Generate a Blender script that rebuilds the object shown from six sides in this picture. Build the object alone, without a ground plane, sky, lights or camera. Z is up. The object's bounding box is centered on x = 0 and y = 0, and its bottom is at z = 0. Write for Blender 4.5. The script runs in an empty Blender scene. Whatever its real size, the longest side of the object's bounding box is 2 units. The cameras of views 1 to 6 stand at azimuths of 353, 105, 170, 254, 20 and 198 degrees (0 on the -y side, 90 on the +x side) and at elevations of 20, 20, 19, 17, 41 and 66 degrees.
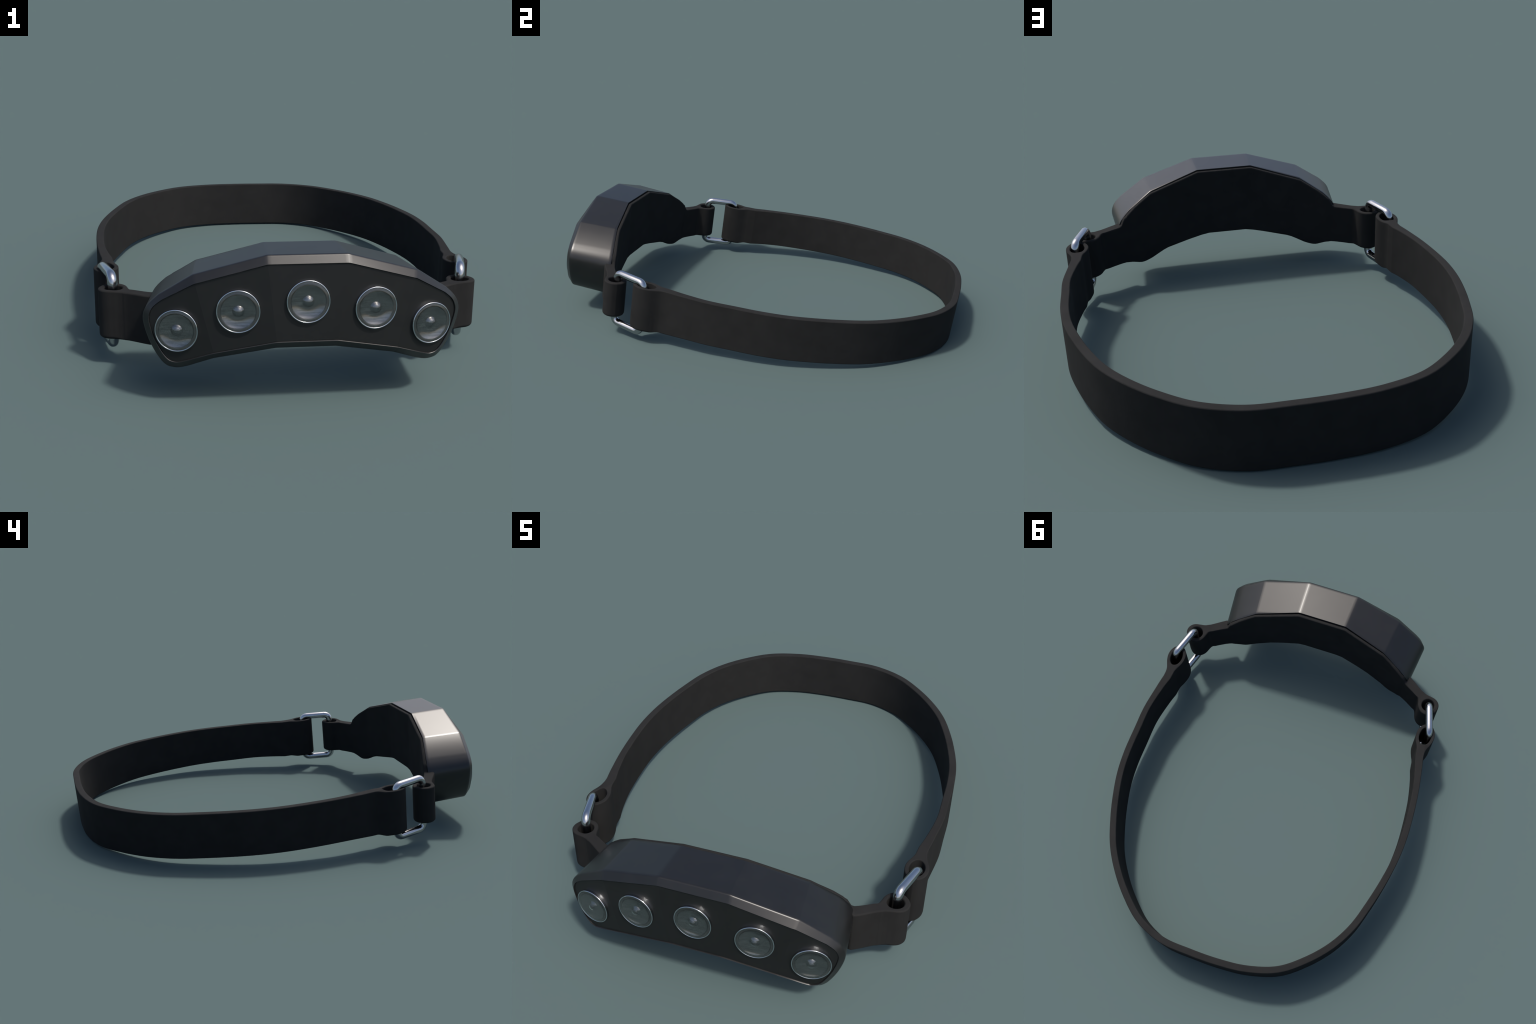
# Five-lamp head torch: faceted housing on a rubber pad, linked by two steel
# rings to a rubber strap.  Everything is laid out in a local frame (x across,
# y front-to-back, z along the strap width) that leans back by TILT.
import bpy, bmesh, math
import numpy as np
from mathutils import Vector, Matrix

TILT = math.radians(6.135)
X0 = 0.0055
S, C = math.sin(TILT), math.cos(TILT)


def world(p):
    x, y, z = p
    return Vector((x + X0, y * C + z * S, -y * S + z * C))


FRAME = Matrix(((1, 0, 0, X0), (0, C, S, 0), (0, -S, C, 0), (0, 0, 0, 1)))

# ------------------------------------------------------------------ materials


def new_mat(name):
    m = bpy.data.materials.new(name)
    m.use_nodes = True
    nt = m.node_tree
    return m, nt, nt.nodes["Principled BSDF"]


def grain(nt, bsdf, scale, strength, dist, lo, hi, tint):
    """fine bump plus a faint value mottling on Object coordinates"""
    tc = nt.nodes.new("ShaderNodeTexCoord")
    n1 = nt.nodes.new("ShaderNodeTexNoise")
    n1.inputs["Scale"].default_value = scale
    n1.inputs["Detail"].default_value = 4
    nt.links.new(tc.outputs["Object"], n1.inputs["Vector"])
    b = nt.nodes.new("ShaderNodeBump")
    b.inputs["Strength"].default_value = strength
    b.inputs["Distance"].default_value = dist
    nt.links.new(n1.outputs["Fac"], b.inputs["Height"])
    nt.links.new(b.outputs["Normal"], bsdf.inputs["Normal"])
    n2 = nt.nodes.new("ShaderNodeTexNoise")
    n2.inputs["Scale"].default_value = scale * 0.06
    n2.inputs["Detail"].default_value = 6
    nt.links.new(tc.outputs["Object"], n2.inputs["Vector"])
    r = nt.nodes.new("ShaderNodeValToRGB")
    r.color_ramp.elements[0].position = 0.3
    r.color_ramp.elements[1].position = 0.7
    r.color_ramp.elements[0].color = (*[lo * t for t in tint], 1)
    r.color_ramp.elements[1].color = (*[hi * t for t in tint], 1)
    nt.links.new(n2.outputs["Fac"], r.inputs["Fac"])
    nt.links.new(r.outputs["Color"], bsdf.inputs["Base Color"])
    return tc, n2


def make_materials():
    M = {}
    m, nt, b = new_mat("satin_black_plastic")
    grain(nt, b, 260, 0.02, 0.002, 0.0075, 0.0100, (1.0, 1.0, 1.0))
    b.inputs["Roughness"].default_value = 0.35
    b.inputs["IOR"].default_value = 1.5
    M["housing"] = m

    m, nt, b = new_mat("face_black_plastic")
    grain(nt, b, 260, 0.02, 0.002, 0.0062, 0.0080, (0.95, 1.0, 1.0))
    b.inputs["Roughness"].default_value = 0.45
    b.inputs["Specular IOR Level"].default_value = 0.4
    M["face"] = m

    m, nt, b = new_mat("black_rubber")
    grain(nt, b, 220, 0.12, 0.002, 0.0160, 0.0196, (1.0, 1.0, 0.99))
    b.inputs["Roughness"].default_value = 0.9
    b.inputs["Specular IOR Level"].default_value = 0.10
    M["rubber"] = m

    m, nt, b = new_mat("shadow_gap_black")  # near-black standing in for shade in the gap behind the housing
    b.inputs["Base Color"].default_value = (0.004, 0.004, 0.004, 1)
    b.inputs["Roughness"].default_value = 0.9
    M["shadow_gap_strip"] = m

    m, nt, b = new_mat("scuffed_steel")
    b.inputs["Metallic"].default_value = 1.0
    b.inputs["Base Color"].default_value = (0.45, 0.46, 0.475, 1)
    tc = nt.nodes.new("ShaderNodeTexCoord")
    n = nt.nodes.new("ShaderNodeTexNoise")
    n.inputs["Scale"].default_value = 90
    n.inputs["Detail"].default_value = 6
    nt.links.new(tc.outputs["Object"], n.inputs["Vector"])
    r = nt.nodes.new("ShaderNodeMapRange")
    r.inputs["From Min"].default_value = 0.3
    r.inputs["From Max"].default_value = 0.75
    r.inputs["To Min"].default_value = 0.12
    r.inputs["To Max"].default_value = 0.24
    nt.links.new(n.outputs["Fac"], r.inputs["Value"])
    nt.links.new(r.outputs["Result"], b.inputs["Roughness"])
    bp = nt.nodes.new("ShaderNodeBump")
    bp.inputs["Strength"].default_value = 0.015
    bp.inputs["Distance"].default_value = 0.002
    nt.links.new(n.outputs["Fac"], bp.inputs["Height"])
    nt.links.new(bp.outputs["Normal"], b.inputs["Normal"])
    M["steel"] = m

    m, nt, b = new_mat("chrome")
    b.inputs["Metallic"].default_value = 1.0
    b.inputs["Base Color"].default_value = (0.55, 0.57, 0.60, 1)
    b.inputs["Roughness"].default_value = 0.12
    M["chrome"] = m

    # brushed reflector: streaks run across the lamp (Object x)
    m, nt, b = new_mat("brushed_reflector")
    b.inputs["Metallic"].default_value = 0.9
    b.inputs["Roughness"].default_value = 0.15
    tc = nt.nodes.new("ShaderNodeTexCoord")
    mp = nt.nodes.new("ShaderNodeMapping")
    mp.inputs["Scale"].default_value = (6, 20, 75)
    nt.links.new(tc.outputs["Object"], mp.inputs["Vector"])
    n = nt.nodes.new("ShaderNodeTexNoise")
    n.inputs["Scale"].default_value = 2.2
    n.inputs["Detail"].default_value = 5
    nt.links.new(mp.outputs["Vector"], n.inputs["Vector"])
    r = nt.nodes.new("ShaderNodeValToRGB")
    r.color_ramp.elements[0].position = 0.38
    r.color_ramp.elements[1].position = 0.64
    r.color_ramp.elements[0].color = (0.165, 0.158, 0.157, 1)
    r.color_ramp.elements[1].color = (0.265, 0.254, 0.252, 1)
    nt.links.new(n.outputs["Fac"], r.inputs["Fac"])
    nt.links.new(r.outputs["Color"], b.inputs["Base Color"])
    M["reflector"] = m

    m, nt, b = new_mat("clear_glass")
    b.inputs["Base Color"].default_value = (0.93, 0.95, 0.95, 1)
    b.inputs["Roughness"].default_value = 0.02
    b.inputs["IOR"].default_value = 1.45
    b.inputs["Transmission Weight"].default_value = 1.0
    M["glass"] = m

    m, nt, b = new_mat("collar_smoked")
    b.inputs["Base Color"].default_value = (0.14, 0.137, 0.133, 1)
    b.inputs["Metallic"].default_value = 0.85
    b.inputs["Roughness"].default_value = 0.36
    M["collar"] = m

    m, nt, b = new_mat("lamp_bulb_glaze")
    b.inputs["Metallic"].default_value = 0.9
    b.inputs["Base Color"].default_value = (0.20, 0.20, 0.204, 1)
    b.inputs["Roughness"].default_value = 0.12
    M["bulb"] = m
    return M


# -------------------------------------------------------------------- helpers


def add_obj(name, me, parent, mat):
    ob = bpy.data.objects.new(name, me)
    bpy.context.scene.collection.objects.link(ob)
    ob.parent = parent
    if mat:
        me.materials.append(mat)
    return ob


def mesh_from(name, verts, faces, smooth=True):
    me = bpy.data.meshes.new(name)
    me.from_pydata([tuple(v) for v in verts], [], faces)
    bm = bmesh.new()
    bm.from_mesh(me)
    bmesh.ops.remove_doubles(bm, verts=bm.verts, dist=1e-6)
    bmesh.ops.recalc_face_normals(bm, faces=bm.faces)
    bm.to_mesh(me)
    bm.free()
    if smooth:
        me.polygons.foreach_set("use_smooth", [True] * len(me.polygons))
    me.update()
    return me


def sharp_by_angle(me, deg):
    bm = bmesh.new()
    bm.from_mesh(me)
    for e in bm.edges:
        if len(e.link_faces) == 2:
            e.smooth = e.calc_face_angle(0) < math.radians(deg)
    bm.to_mesh(me)
    bm.free()


def apply_mods(ob):
    dg = bpy.context.evaluated_depsgraph_get()
    me = bpy.data.meshes.new_from_object(ob.evaluated_get(dg))
    old = ob.data
    ob.modifiers.clear()
    ob.data = me
    me.name = ob.name
    bpy.data.meshes.remove(old)


def catmull(pts, per):
    """centripetal-ish Catmull-Rom through 2D control points"""
    P = [np.array(p, float) for p in pts]
    P = [2 * P[0] - P[1]] + P + [2 * P[-1] - P[-2]]
    out = []
    for i in range(1, len(P) - 2):
        for k in range(per):
            t = k / per
            a, b, c, d = P[i - 1:i + 3]
            out.append(0.5 * (2 * b + (c - a) * t + (2 * a - 5 * b + 4 * c - d) * t * t
                              + (3 * b - a - 3 * c + d) * t ** 3))
    out.append(P[-2])
    return out


# -------------------------------------------------------------------- housing
# right half of the outlines, (x, z), from the top centre clockwise to bottom.
# corner vertices B and A are crisp, the end is a smooth curve.
RIM = dict(top=[(0.132, 0.4175), (0.372, 0.3495)],
           end=[(0.481, 0.2805), (0.510, 0.2540), (0.526, 0.2300), (0.5325, 0.2010),
                (0.526, 0.1610), (0.5075, 0.1080), (0.481, 0.0600), (0.460, 0.0370),
                (0.440, 0.0290), (0.416, 0.0275), (0.386, 0.0340)],
           bot=[(0.304, 0.0615), (0.100, 0.1005)])
FACE = dict(top=[(0.132, 0.3905), (0.365, 0.3265)],
            end=[(0.470, 0.2690), (0.496, 0.2470), (0.509, 0.2260), (0.5135, 0.2020),
                 (0.508, 0.1720), (0.494, 0.1300), (0.471, 0.0870), (0.453, 0.0660),
                 (0.437, 0.0590), (0.420, 0.0580), (0.392, 0.0655)],
            bot=[(0.308, 0.0930), (0.102, 0.1315)])


def lerp(a, b, t):
    return a + (b - a) * t


def panel_y(x, z, yb, ya, ye, lean):
    """depth of a wrapped surface made of flat panels: yb on the middle panel,
    ya at the crease A, ye at the tip; creases lean like the outline's"""
    t = (z - 0.10) / 0.30
    xb, xa, xe = lerp(0.100, 0.133, t), lerp(0.312, 0.367, t), 0.532
    fade = 1.0 - 0.8 * min(1.0, max(0.0, (abs(x) - xa) / (xe - xa)))
    return float(np.interp(abs(x), [0, xb, xa, xe], [yb, yb, ya, ye])) - lean * fade * (0.418 - z)


def outline(shape, kx=1.0, bev=0.0028, sup=0.013):
    """full closed outline with small rounded arrises at the crisp corners"""
    t, e, b = shape["top"], shape["end"], shape["bot"]
    e = [tuple(p) for p in catmull(e, 3)]
    half = [("c", p) for p in t] + [("s", p) for p in e] + [("c", p) for p in b]
    full = [(k, (x, z)) for k, (x, z) in half] + [(k, (-x, z)) for k, (x, z) in reversed(half)]
    n = len(full)
    out = []
    for i, (k, p) in enumerate(full):
        p = np.array(p)
        if k == "s":
            out.append(p)
            continue
        for j, dirn in ((i - 1, 0), (i + 1, 1)):
            q = np.array(full[j % n][1])
            kind = full[j % n][0]
            u = (q - p) / np.linalg.norm(q - p)
            near = p + u * bev
            far = p + u * sup
            seq = [near, far] if dirn else [far, near]
            if kind == "s":                       # no support towards the soft end
                seq = [near]
            out.extend(seq)
    return [(x * kx, z) for x, z in out]


LEAN = 0.042          # the face plate leans forward towards its lower edge
FACE_DEPTH = (-1.0085, -0.9855, -0.9460)   # middle panel, crease A, tip
RIM_LEAN = -0.015     # while the rim behind the chamfer runs back a little


def back_scale(x, z):
    """the housing narrows to the back, except at the blunt lower corners"""
    t = min(1.0, max(0.0, (abs(x) - 0.33) / 0.10)) * min(1.0, max(0.0, (0.25 - z) / 0.17))
    return 0.942 + 0.046 * t, -0.002 * t


def build_housing(parent, M):
    rim, face = outline(RIM), outline(FACE)
    rings = []

    def ring(o, kx, yb, ya, ye, lean, dz=0.0, inset=0.0):
        cx, cz = 0.0, 0.22
        r = []
        for x, z in o:
            kb, dzb = back_scale(x, z)
            xx = x * lerp(kb, 1.0, kx)
            zz = z + dzb * (1 - kx)
            if inset:
                L = math.hypot(x * 0.35, z - cz)
                xx -= inset * x * 0.35 / L
                zz -= inset * (z - cz) / L
            r.append((xx, panel_y(x, z, yb, ya, ye, lean) + dz, zz))
        return r
    back = (-0.8115, -0.7695, -0.7160)
    rimd = (-0.9920, -0.9642, -0.9300)
    fac = FACE_DEPTH

    def blend(t):
        y = [lerp(b, f, t) for b, f in zip(back, rimd)]
        o = ring(rim, t, *y, RIM_LEAN * t)
        return o
    rings.append(ring(rim, 0.0, *back, 0, dz=0.0, inset=0.012))
    rings.append(ring(rim, 0.0, *back, 0, dz=0.0, inset=0.0008))
    rings.append(ring(rim, 0.0, *back, 0, dz=-0.0008))
    rings.append(blend(0.08))
    rings.append(blend(0.94))
    rings.append(blend(0.985))
    # chamfer with a softened outer arris
    mid = ring(rim, 1.0, *rimd, RIM_LEAN)
    fo = ring(face, 1.0, *fac, LEAN)

    def mix(t):
        return [tuple(lerp(np.array(a), np.array(b), t)) for a, b in zip(mid, fo)]
    rings.append(mix(0.06))
    rings.append(mix(0.16))
    rings.append(mix(0.90))
    rings.append(mix(0.985))
    # lip dropping to the recessed plate
    rings.append(ring(face, 1.0, *fac, LEAN, dz=0.0015, inset=0.0015))
    rings.append(ring(face, 1.0, *fac, LEAN, dz=0.009, inset=0.0035))
    n = len(rim)
    verts = [p for r in rings for p in r]
    faces = []
    for i in range(len(rings) - 1):
        for k in range(n):
            a, b = i * n + k, i * n + (k + 1) % n
            faces.append((a, b, b + n, a + n))
    me = mesh_from("housing", [world(v) for v in verts], faces)
    sharp_by_angle(me, 38)
    ob = add_obj("housing", me, parent, M["housing"])

    # recessed face plate, five flat panels that meet at soft creases
    plate = ring(face, 1.0, *fac, LEAN, dz=0.0045, inset=0.0030)
    t, e, b = FACE["top"], [tuple(p) for p in catmull(FACE["end"], 3)], FACE["bot"]
    half = t + e + b
    full = [(x, z) for x, z in half] + [(-x, z) for x, z in reversed(half)]

    def pp(x, z, dz):
        cz = 0.22
        L = math.hypot(x * 0.35, z - cz)
        return (x - 0.003 * x * 0.35 / L, panel_y(x, z, *fac, LEAN) + dz, z - 0.003 * (z - cz) / L)
    vs = [world(pp(x, z, 0.0045)) for x, z in full] + [world(pp(x, z, 0.016)) for x, z in full]
    m = len(half)
    N = 2 * m
    ib, ia = 0, 1
    jb, ja = m - 1, m - 2
    mir = lambda i: N - 1 - i
    fs = [(ib, jb, mir(jb), mir(ib)), (ib, ia, ja, jb), (mir(ib), mir(jb), mir(ja), mir(ia)),
          tuple(range(ia, ja + 1)), tuple(range(mir(ja), mir(ia) + 1))]
    for k in range(N):
        fs.append((k, (k + 1) % N, N + (k + 1) % N, N + k))
    me = mesh_from("face_plate", vs, fs, smooth=False)
    add_obj("face_plate", me, ob, M["face"])
    return ob


# ---------------------------------------------------------------------- lamps


def lathe(profile, seg=64):
    """profile: (radius, forward) -> mesh turned about local -y"""
    vs, fs = [], []
    for r, f in profile:
        if r < 1e-6:
            vs.append((0, -f, 0))
        else:
            for k in range(seg):
                a = 2 * math.pi * k / seg
                vs.append((r * math.cos(a), -f, r * math.sin(a)))
    idx, pos = [], 0
    for r, f in profile:
        c = 1 if r < 1e-6 else seg
        idx.append((pos, c))
        pos += c
    for (p, c), (q, d) in zip(idx[:-1], idx[1:]):
        for k in range(seg):
            k2 = (k + 1) % seg
            if c == 1 and d == 1:
                continue
            if c == 1:
                fs.append((p, q + k, q + k2))
            elif d == 1:
                fs.append((p + k, p + k2, q))
            else:
                fs.append((p + k, p + k2, q + k2, q + k))
    return vs, fs


def build_lamps(parent, M):
    R = 0.0715
    rim_p = [(R, -0.010)] + [(R - 0.0024 + 0.0024 * math.cos(a), 0.0064 + 0.0024 * math.sin(a))
                             for a in np.radians(np.linspace(-20, 200, 12))] + [(R - 0.0037, -0.004)]
    # inside: collar, shallow dish and a bulb; in front a bevelled glass cover
    col_p = [(0.0690, 0.0060), (0.0650, 0.0066), (0.0600, 0.0066), (0.0570, 0.0058), (0.0560, 0.0040)]
    ref_p = [(0.0565, 0.0066), (0.0540, 0.0054), (0.0480, 0.0030), (0.0400, 0.0008), (0.0320, -0.0004),
             (0.0225, -0.0008), (0.0, -0.0008)]
    bulb_p = [(0.0200, -0.0015)] + [(0.0270 * math.sin(a), 0.0270 * math.cos(a) - 0.0193)
                                    for a in np.radians(np.linspace(47, 3, 12))] + [(0, 0.0077)]

    def cover(d):
        flat = [(0.0688, 0.0072 - d), (0.0670, 0.0082 - d), (0.0625, 0.0096 - d), (0.0590, 0.0103 - d),
                (0.0560, 0.0106 - d), (0.0520, 0.0107 - d), (0.0350, 0.0108 - d), (0.0155, 0.0108 - d)]
        # small bump added to the glass over the bulb to catch sun glints
        glint_boss = [(0.0205 * math.sin(a), 0.0205 * math.cos(a) - 0.0040 - d) for a in np.radians(np.linspace(44, 0, 9))]
        return flat + glint_boss
    gl_p = list(reversed(cover(0))) + cover(0.0024)
    meshes = {}
    for nm, pr, mt in (("lamp_rim", rim_p, "chrome"), ("collar", col_p, "collar"), ("reflector", ref_p, "reflector"), ("bulb", bulb_p, "bulb"), ("glass_cover", gl_p, "glass")):
        v, f = lathe(pr)
        me = mesh_from(nm, v, f)
        me.materials.append(M[mt])
        sharp_by_angle(me, 50)
        meshes[nm] = me
    # each lamp lies flat on its panel
    spots = [(0.0, 0.266), (0.2255, 0.236), (0.4235, 0.1675)]
    lay = [(s * x, z) for x, z in spots for s in ((1,) if x == 0 else (-1, 1))]
    lay.sort()
    for x, z in lay:
        y = panel_y(x, z, *FACE_DEPTH, LEAN) + 0.0025
        g = lambda dx, dz: panel_y(x + dx, z + dz, *FACE_DEPTH, LEAN)
        nrm = Vector(((g(0.03, 0) - g(-0.03, 0)) / 0.06, -1.0, (g(0, 0.03) - g(0, -0.03)) / 0.06)).normalized()
        R3 = FRAME @ Matrix.Translation((x, y, z)) @ \
            Vector((0, -1, 0)).rotation_difference(nrm).to_matrix().to_4x4()
        first = None
        for nm in ("lamp_rim", "collar", "reflector", "bulb", "glass_cover"):
            ob = bpy.data.objects.new("lamp" if first is None else nm, meshes[nm])
            bpy.context.scene.collection.objects.link(ob)
            if first is None:
                first = ob
                ob.parent = parent
                ob.matrix_basis = R3
            else:
                ob.parent = first


# --------------------------------------------------------- bands with eyelets


BIG = 0.0140          # rounding of the eyelets' lower outer edge


def eyed_band(name, path, eyes, parent, mat, bevel):
    """A ribbon standing on edge, ending in an eyelet at both ends.
    path: stations (centre xy, normal xy, off_left, off_right, ztop, zbot)
    eyes: for each end (centre, axis, half outline [(u, v)], hole (a, b), ztop, zbot, skew)
    """
    V, F, low = [], [], set()

    def vert(x, y, z):
        V.append(world((x, y, z)))
        return len(V) - 1

    def col(xy, zt, zb):
        return (vert(xy[0], xy[1], zt), vert(xy[0], xy[1], zb))
    st = []
    for c, n, ol, orr, zt, zb in path:
        c, n = np.array(c), np.array(n)
        st.append((col(c + n * ol, zt, zb), col(c, zt, zb), col(c - n * orr, zt, zb)))

    def tops(a, b, c, d):
        F.append((a[0], b[0], c[0], d[0]))
        F.append((a[1], d[1], c[1], b[1]))

    def wall(a, b):
        F.append((a[0], a[1], b[1], b[0]))
    for s, t in zip(st[:-1], st[1:]):
        tops(s[0], t[0], t[1], s[1])
        tops(s[1], t[1], t[2], s[2])
        wall(s[0], t[0])
        wall(t[2], s[2])
    for end, (ctr, ax, half, (ha, hb), zt1, zb1, skew) in enumerate(eyes):
        L, Cc, Rr = st[0] if end == 0 else st[-1]
        zt0, zb0 = path[0][4:] if end == 0 else path[-1][4:]
        if end == 0:                     # looking outwards from the band
            L, Rr = Rr, L
        ctr, ax = np.array(ctr), np.array(ax) / np.linalg.norm(ax)
        nl = np.array((-ax[1], ax[0]))
        prof = catmull(half, 6)
        prof = [(u, v) for u, v in prof]
        outer = prof + [(u, -v) for u, v in reversed(prof[:-1])]
        cnt = len(outer)
        ang = np.linspace(math.pi, -math.pi, cnt)
        ocol, hcol = [], []
        for k, (u, v) in enumerate(outer):
            g = max(0.0, min(1.0, (u - half[0][0]) / 0.05))
            g = g * g * (3 - 2 * g)
            p = ctr + ax * u + nl * (v + skew * (1 - g))
            zt, zb = lerp(zt0, zt1, g), lerp(zb0, zb1, g)
            ocol.append(col(p, zt, zb))
            if u > -0.045:
                low.add(ocol[-1][1])
            if k == cnt - 1:
                hcol.append(hcol[0])
            else:
                q = ctr + ax * (ha * math.cos(ang[k])) + nl * (hb * math.sin(ang[k]))
                hcol.append(col(q, zt, zb))
        for k in range(cnt - 1):
            tops(ocol[k], ocol[k + 1], hcol[k + 1], hcol[k])
            wall(ocol[k], ocol[k + 1])
            wall(hcol[k + 1], hcol[k])
        tops(L, ocol[0], hcol[0], Cc)
        tops(Cc, hcol[0], ocol[-1], Rr)
        wall(L, ocol[0])
        wall(ocol[-1], Rr)
    me = mesh_from(name, V, F)
    bm = bmesh.new()
    bm.from_mesh(me)
    lay = bm.edges.layers.float.new("bevel_weight_edge")
    for e in bm.edges:
        if len(e.link_faces) == 2 and e.calc_face_angle(0) > math.radians(55):
            e[lay] = 1.0 if all(v.index in low for v in e.verts) else bevel / BIG
    bm.to_mesh(me)
    bm.free()
    ob = add_obj(name, me, parent, mat)
    bv = ob.modifiers.new("round", "BEVEL")
    bv.width = BIG
    bv.segments = 4
    bv.limit_method = "WEIGHT"
    bv.use_clamp_overlap = False
    wn = ob.modifiers.new("wn", "WEIGHTED_NORMAL")
    wn.weight = 60
    apply_mods(ob)
    return ob


STRAP_SPINE = [(0.686, -0.322), (0.6985, -0.257), (0.717, -0.126), (0.718, 0.001), (0.717, 0.129), (0.705, 0.247),
               (0.678, 0.363), (0.641, 0.479), (0.589, 0.602), (0.519, 0.709), (0.430, 0.809),
               (0.324, 0.896), (0.191, 0.948), (0.052, 0.957), (-0.086, 0.956), (-0.224, 0.941),
               (-0.362, 0.896), (-0.471, 0.813), (-0.562, 0.711), (-0.627, 0.596), (-0.667, 0.473),
               (-0.699, 0.346), (-0.720, 0.228), (-0.729, 0.109), (-0.726, -0.012), (-0.715, -0.143),
               (-0.696, -0.257), (-0.681, -0.322)]


def build_strap(parent, M):
    pts = catmull(STRAP_SPINE, 10)
    path = []
    for i, c in enumerate(pts):
        d = pts[min(i + 1, len(pts) - 1)] - pts[max(i - 1, 0)]
        d = d / np.linalg.norm(d)
        n = np.array((-d[1], d[0]))
        neck = max(0.0, min(1.0, (-c[1] - 0.12) / 0.20))
        h = 0.0158 + 0.0048 * neck ** 2
        zt = 0.268 - 0.0028 * c[0] + 0.0543 * c[1]
        zb = zt - 0.2150 - 0.005 * neck ** 2
        path.append((c, n, h, h, zt, zb))
    half = [(-0.096, 0.0212), (-0.082, 0.0226), (-0.066, 0.0270), (-0.048, 0.0345), (-0.028, 0.0420), (-0.004, 0.0465),
            (0.022, 0.0445), (0.046, 0.0340), (0.062, 0.0180), (0.068, 0.0)]
    eyes = []
    for sx, cx in ((1, 0.683), (-1, -0.677)):
        eyes.append(((cx, -0.445), (-0.01 * sx, -1.0), half, (0.0480, 0.0300), 0.2465, 0.0215, 0.0))
    eyed_band("strap", path, eyes, parent, M["rubber"], 0.0045)


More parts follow.
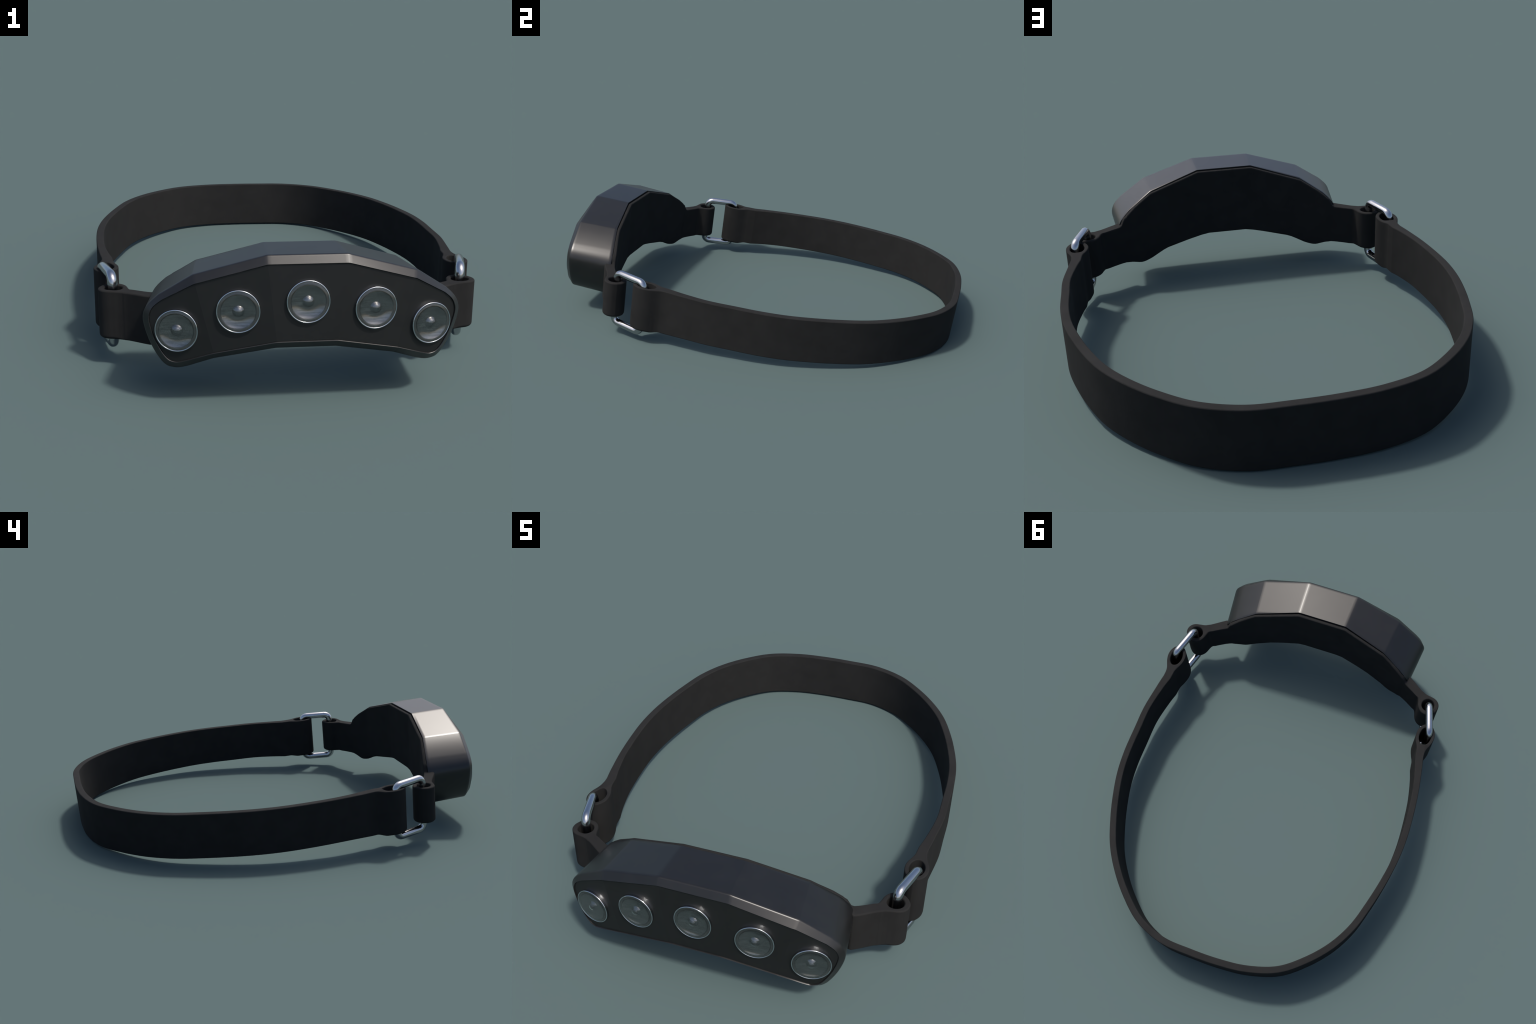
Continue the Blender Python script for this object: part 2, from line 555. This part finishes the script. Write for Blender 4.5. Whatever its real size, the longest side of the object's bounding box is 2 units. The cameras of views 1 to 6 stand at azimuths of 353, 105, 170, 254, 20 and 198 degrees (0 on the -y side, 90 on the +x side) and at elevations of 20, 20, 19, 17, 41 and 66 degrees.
def build_pad(parent, M):
    # stations on the right half: x, y(centre), half thickness front/back
    top = [(0.0, 0.4125), (0.125, 0.4125), (0.350, 0.3445), (0.428, 0.2955), (0.463, 0.2670), (0.484, 0.2430),
           (0.492, 0.2200), (0.504, 0.2140), (0.60, 0.2150)]
    bot = [(0.0, 0.1030), (0.088, 0.1030), (0.281, 0.0690), (0.330, 0.0450), (0.365, 0.0280), (0.395, 0.0195),
           (0.419, 0.0180), (0.445, 0.0260), (0.470, 0.0330), (0.52, 0.0360), (0.60, 0.0360)]
    bot = bot[:2] + [tuple(p) for p in catmull(bot[2:], 4)]
    ctr = [(0.0, -0.7990), (0.125, -0.7990), (0.350, -0.7570), (0.470, -0.7170)]
    # the tab: edge towards the wearer, edge towards the lamps, top, bottom
    tab = [((0.476, -0.7030), (0.484, -0.7245), 0.2520, 0.0340), ((0.485, -0.7005), (0.492, -0.7260), 0.2360, 0.0355),
           ((0.4920, -0.6975), (0.5005, -0.7430), 0.2225, 0.0357), ((0.5020, -0.6930), (0.5145, -0.7450), 0.2170, 0.0360),
           ((0.5175, -0.6850), (0.531, -0.7345), 0.2160, 0.0360), ((0.5335, -0.6760), (0.548, -0.7230), 0.2158, 0.0360),
           ((0.5485, -0.6670), (0.564, -0.7115), 0.2156, 0.0360), ((0.5645, -0.6570), (0.5895, -0.6940), 0.2155, 0.0360)]
    f = lambda tab, x: float(np.interp(x, [a for a, _ in tab], [b for _, b in tab]))
    xs = [0.0, 0.044, 0.088, 0.110, 0.125, 0.140, 0.2, 0.281, 0.300, 0.315, 0.330, 0.350, 0.365, 0.380, 0.395,
          0.407, 0.419, 0.430, 0.440, 0.447, 0.455, 0.463, 0.470]
    right = []
    for a in xs:
        # slope of the panels, easing from one to the next
        dy = float(np.interp(a, [0.110, 0.140, 0.335, 0.365], [0.0, 0.187, 0.187, 0.333]))
        n = np.array((-dy, 1.0)) / math.hypot(1, dy)       # towards the wearer
        right.append(((a, f(ctr, a)), n, f([(0.0, 0.0080), (0.38, 0.0080), (0.47, 0.0125)], a), 0.0085, f(top, a), f(bot, a)))
    for b, a, zt, zb in tab:
        b, a = np.array(b), np.array(a)
        h = float(np.linalg.norm(b - a)) / 2
        right.append(((a + b) / 2, (b - a) / (2 * h), h, h, zt, zb))
    flip = np.array((-1.0, 1.0))
    path = [(np.array(c) * flip, np.array(n) * flip, ol, orr, zt, zb) for c, n, ol, orr, zt, zb in reversed(right[1:])] + right
    half = [(-0.071, 0.0222), (-0.060, 0.0240), (-0.046, 0.0310), (-0.029, 0.0420), (-0.008, 0.0510),
            (0.014, 0.0520), (0.035, 0.0425), (0.049, 0.0235), (0.054, 0.0)]
    eyes = []
    for sx in (-1, 1):
        eyes.append(((0.642 * sx, -0.6245), (0.83 * sx, 0.56), half, (0.0325, 0.0325), 0.2175, 0.0355, -0.008 * sx))
    pad = eyed_band("back_pad", path, eyes, parent, M["rubber"], 0.0062)

    # black strip added to draw the thin shadow line between housing and pad
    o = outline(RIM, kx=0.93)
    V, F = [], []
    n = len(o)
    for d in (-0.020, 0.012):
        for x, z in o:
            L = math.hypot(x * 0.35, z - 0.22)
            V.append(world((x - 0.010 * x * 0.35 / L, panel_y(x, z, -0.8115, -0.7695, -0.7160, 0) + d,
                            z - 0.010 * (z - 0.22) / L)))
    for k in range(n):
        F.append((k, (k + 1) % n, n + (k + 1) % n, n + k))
    me = mesh_from("shadow_gap_strip", V, F)
    add_obj("shadow_gap_strip", me, pad, M["shadow_gap_strip"])


# ---------------------------------------------------------------------- rings


def build_rings(parent, M):
    r = 0.0182
    h0, h1 = -0.0025, 0.2570
    for sx in (1, -1):
        a = np.array((0.645 * sx, -0.6150))
        b = np.array((0.693 * sx, -0.4560))
        span = float(np.linalg.norm(b - a))
        u = (b - a) / span
        # rounded rectangle path in the (u, z) plane
        rad, loop = 0.030, []
        for cu, cz, a0 in ((span - rad, h1 - rad, 0), (rad, h1 - rad, 90), (rad, h0 + rad, 180), (span - rad, h0 + rad, 270)):
            for t in np.linspace(0, 90, 7):
                w = math.radians(a0 + t)
                loop.append((cu + rad * math.cos(w), cz + rad * math.sin(w)))
        n = len(loop)
        nseg = 20
        V, F = [], []
        side = np.array((-u[1], u[0], 0.0))
        for i in range(n):
            p, q = np.array(loop[i - 1]), np.array(loop[(i + 1) % n])
            t = (q - p) / np.linalg.norm(q - p)
            nn = np.array((t[1], -t[0]))
            n3 = np.array((u[0] * nn[0], u[1] * nn[0], nn[1]))
            c3 = np.array((a[0] + u[0] * loop[i][0], a[1] + u[1] * loop[i][0], loop[i][1]))
            for k in range(nseg):
                w = 2 * math.pi * k / nseg
                V.append(world(c3 + r * (math.cos(w) * n3 + math.sin(w) * side)))
        for i in range(n):
            for k in range(nseg):
                j, k2 = (i + 1) % n, (k + 1) % nseg
                F.append((i * nseg + k, i * nseg + k2, j * nseg + k2, j * nseg + k))
        me = mesh_from("metal_ring", V, F)
        add_obj("metal_ring", me, parent, M["steel"])


def main():
    M = make_materials()
    root = bpy.data.objects.new("headlamp", None)
    bpy.context.scene.collection.objects.link(root)
    root["label"] = "black head torch with five round lamps and rubber strap"
    root["category"] = "headlamp"
    h = build_housing(root, M)
    build_lamps(root, M)
    build_pad(root, M)
    build_strap(root, M)
    build_rings(root, M)


main()
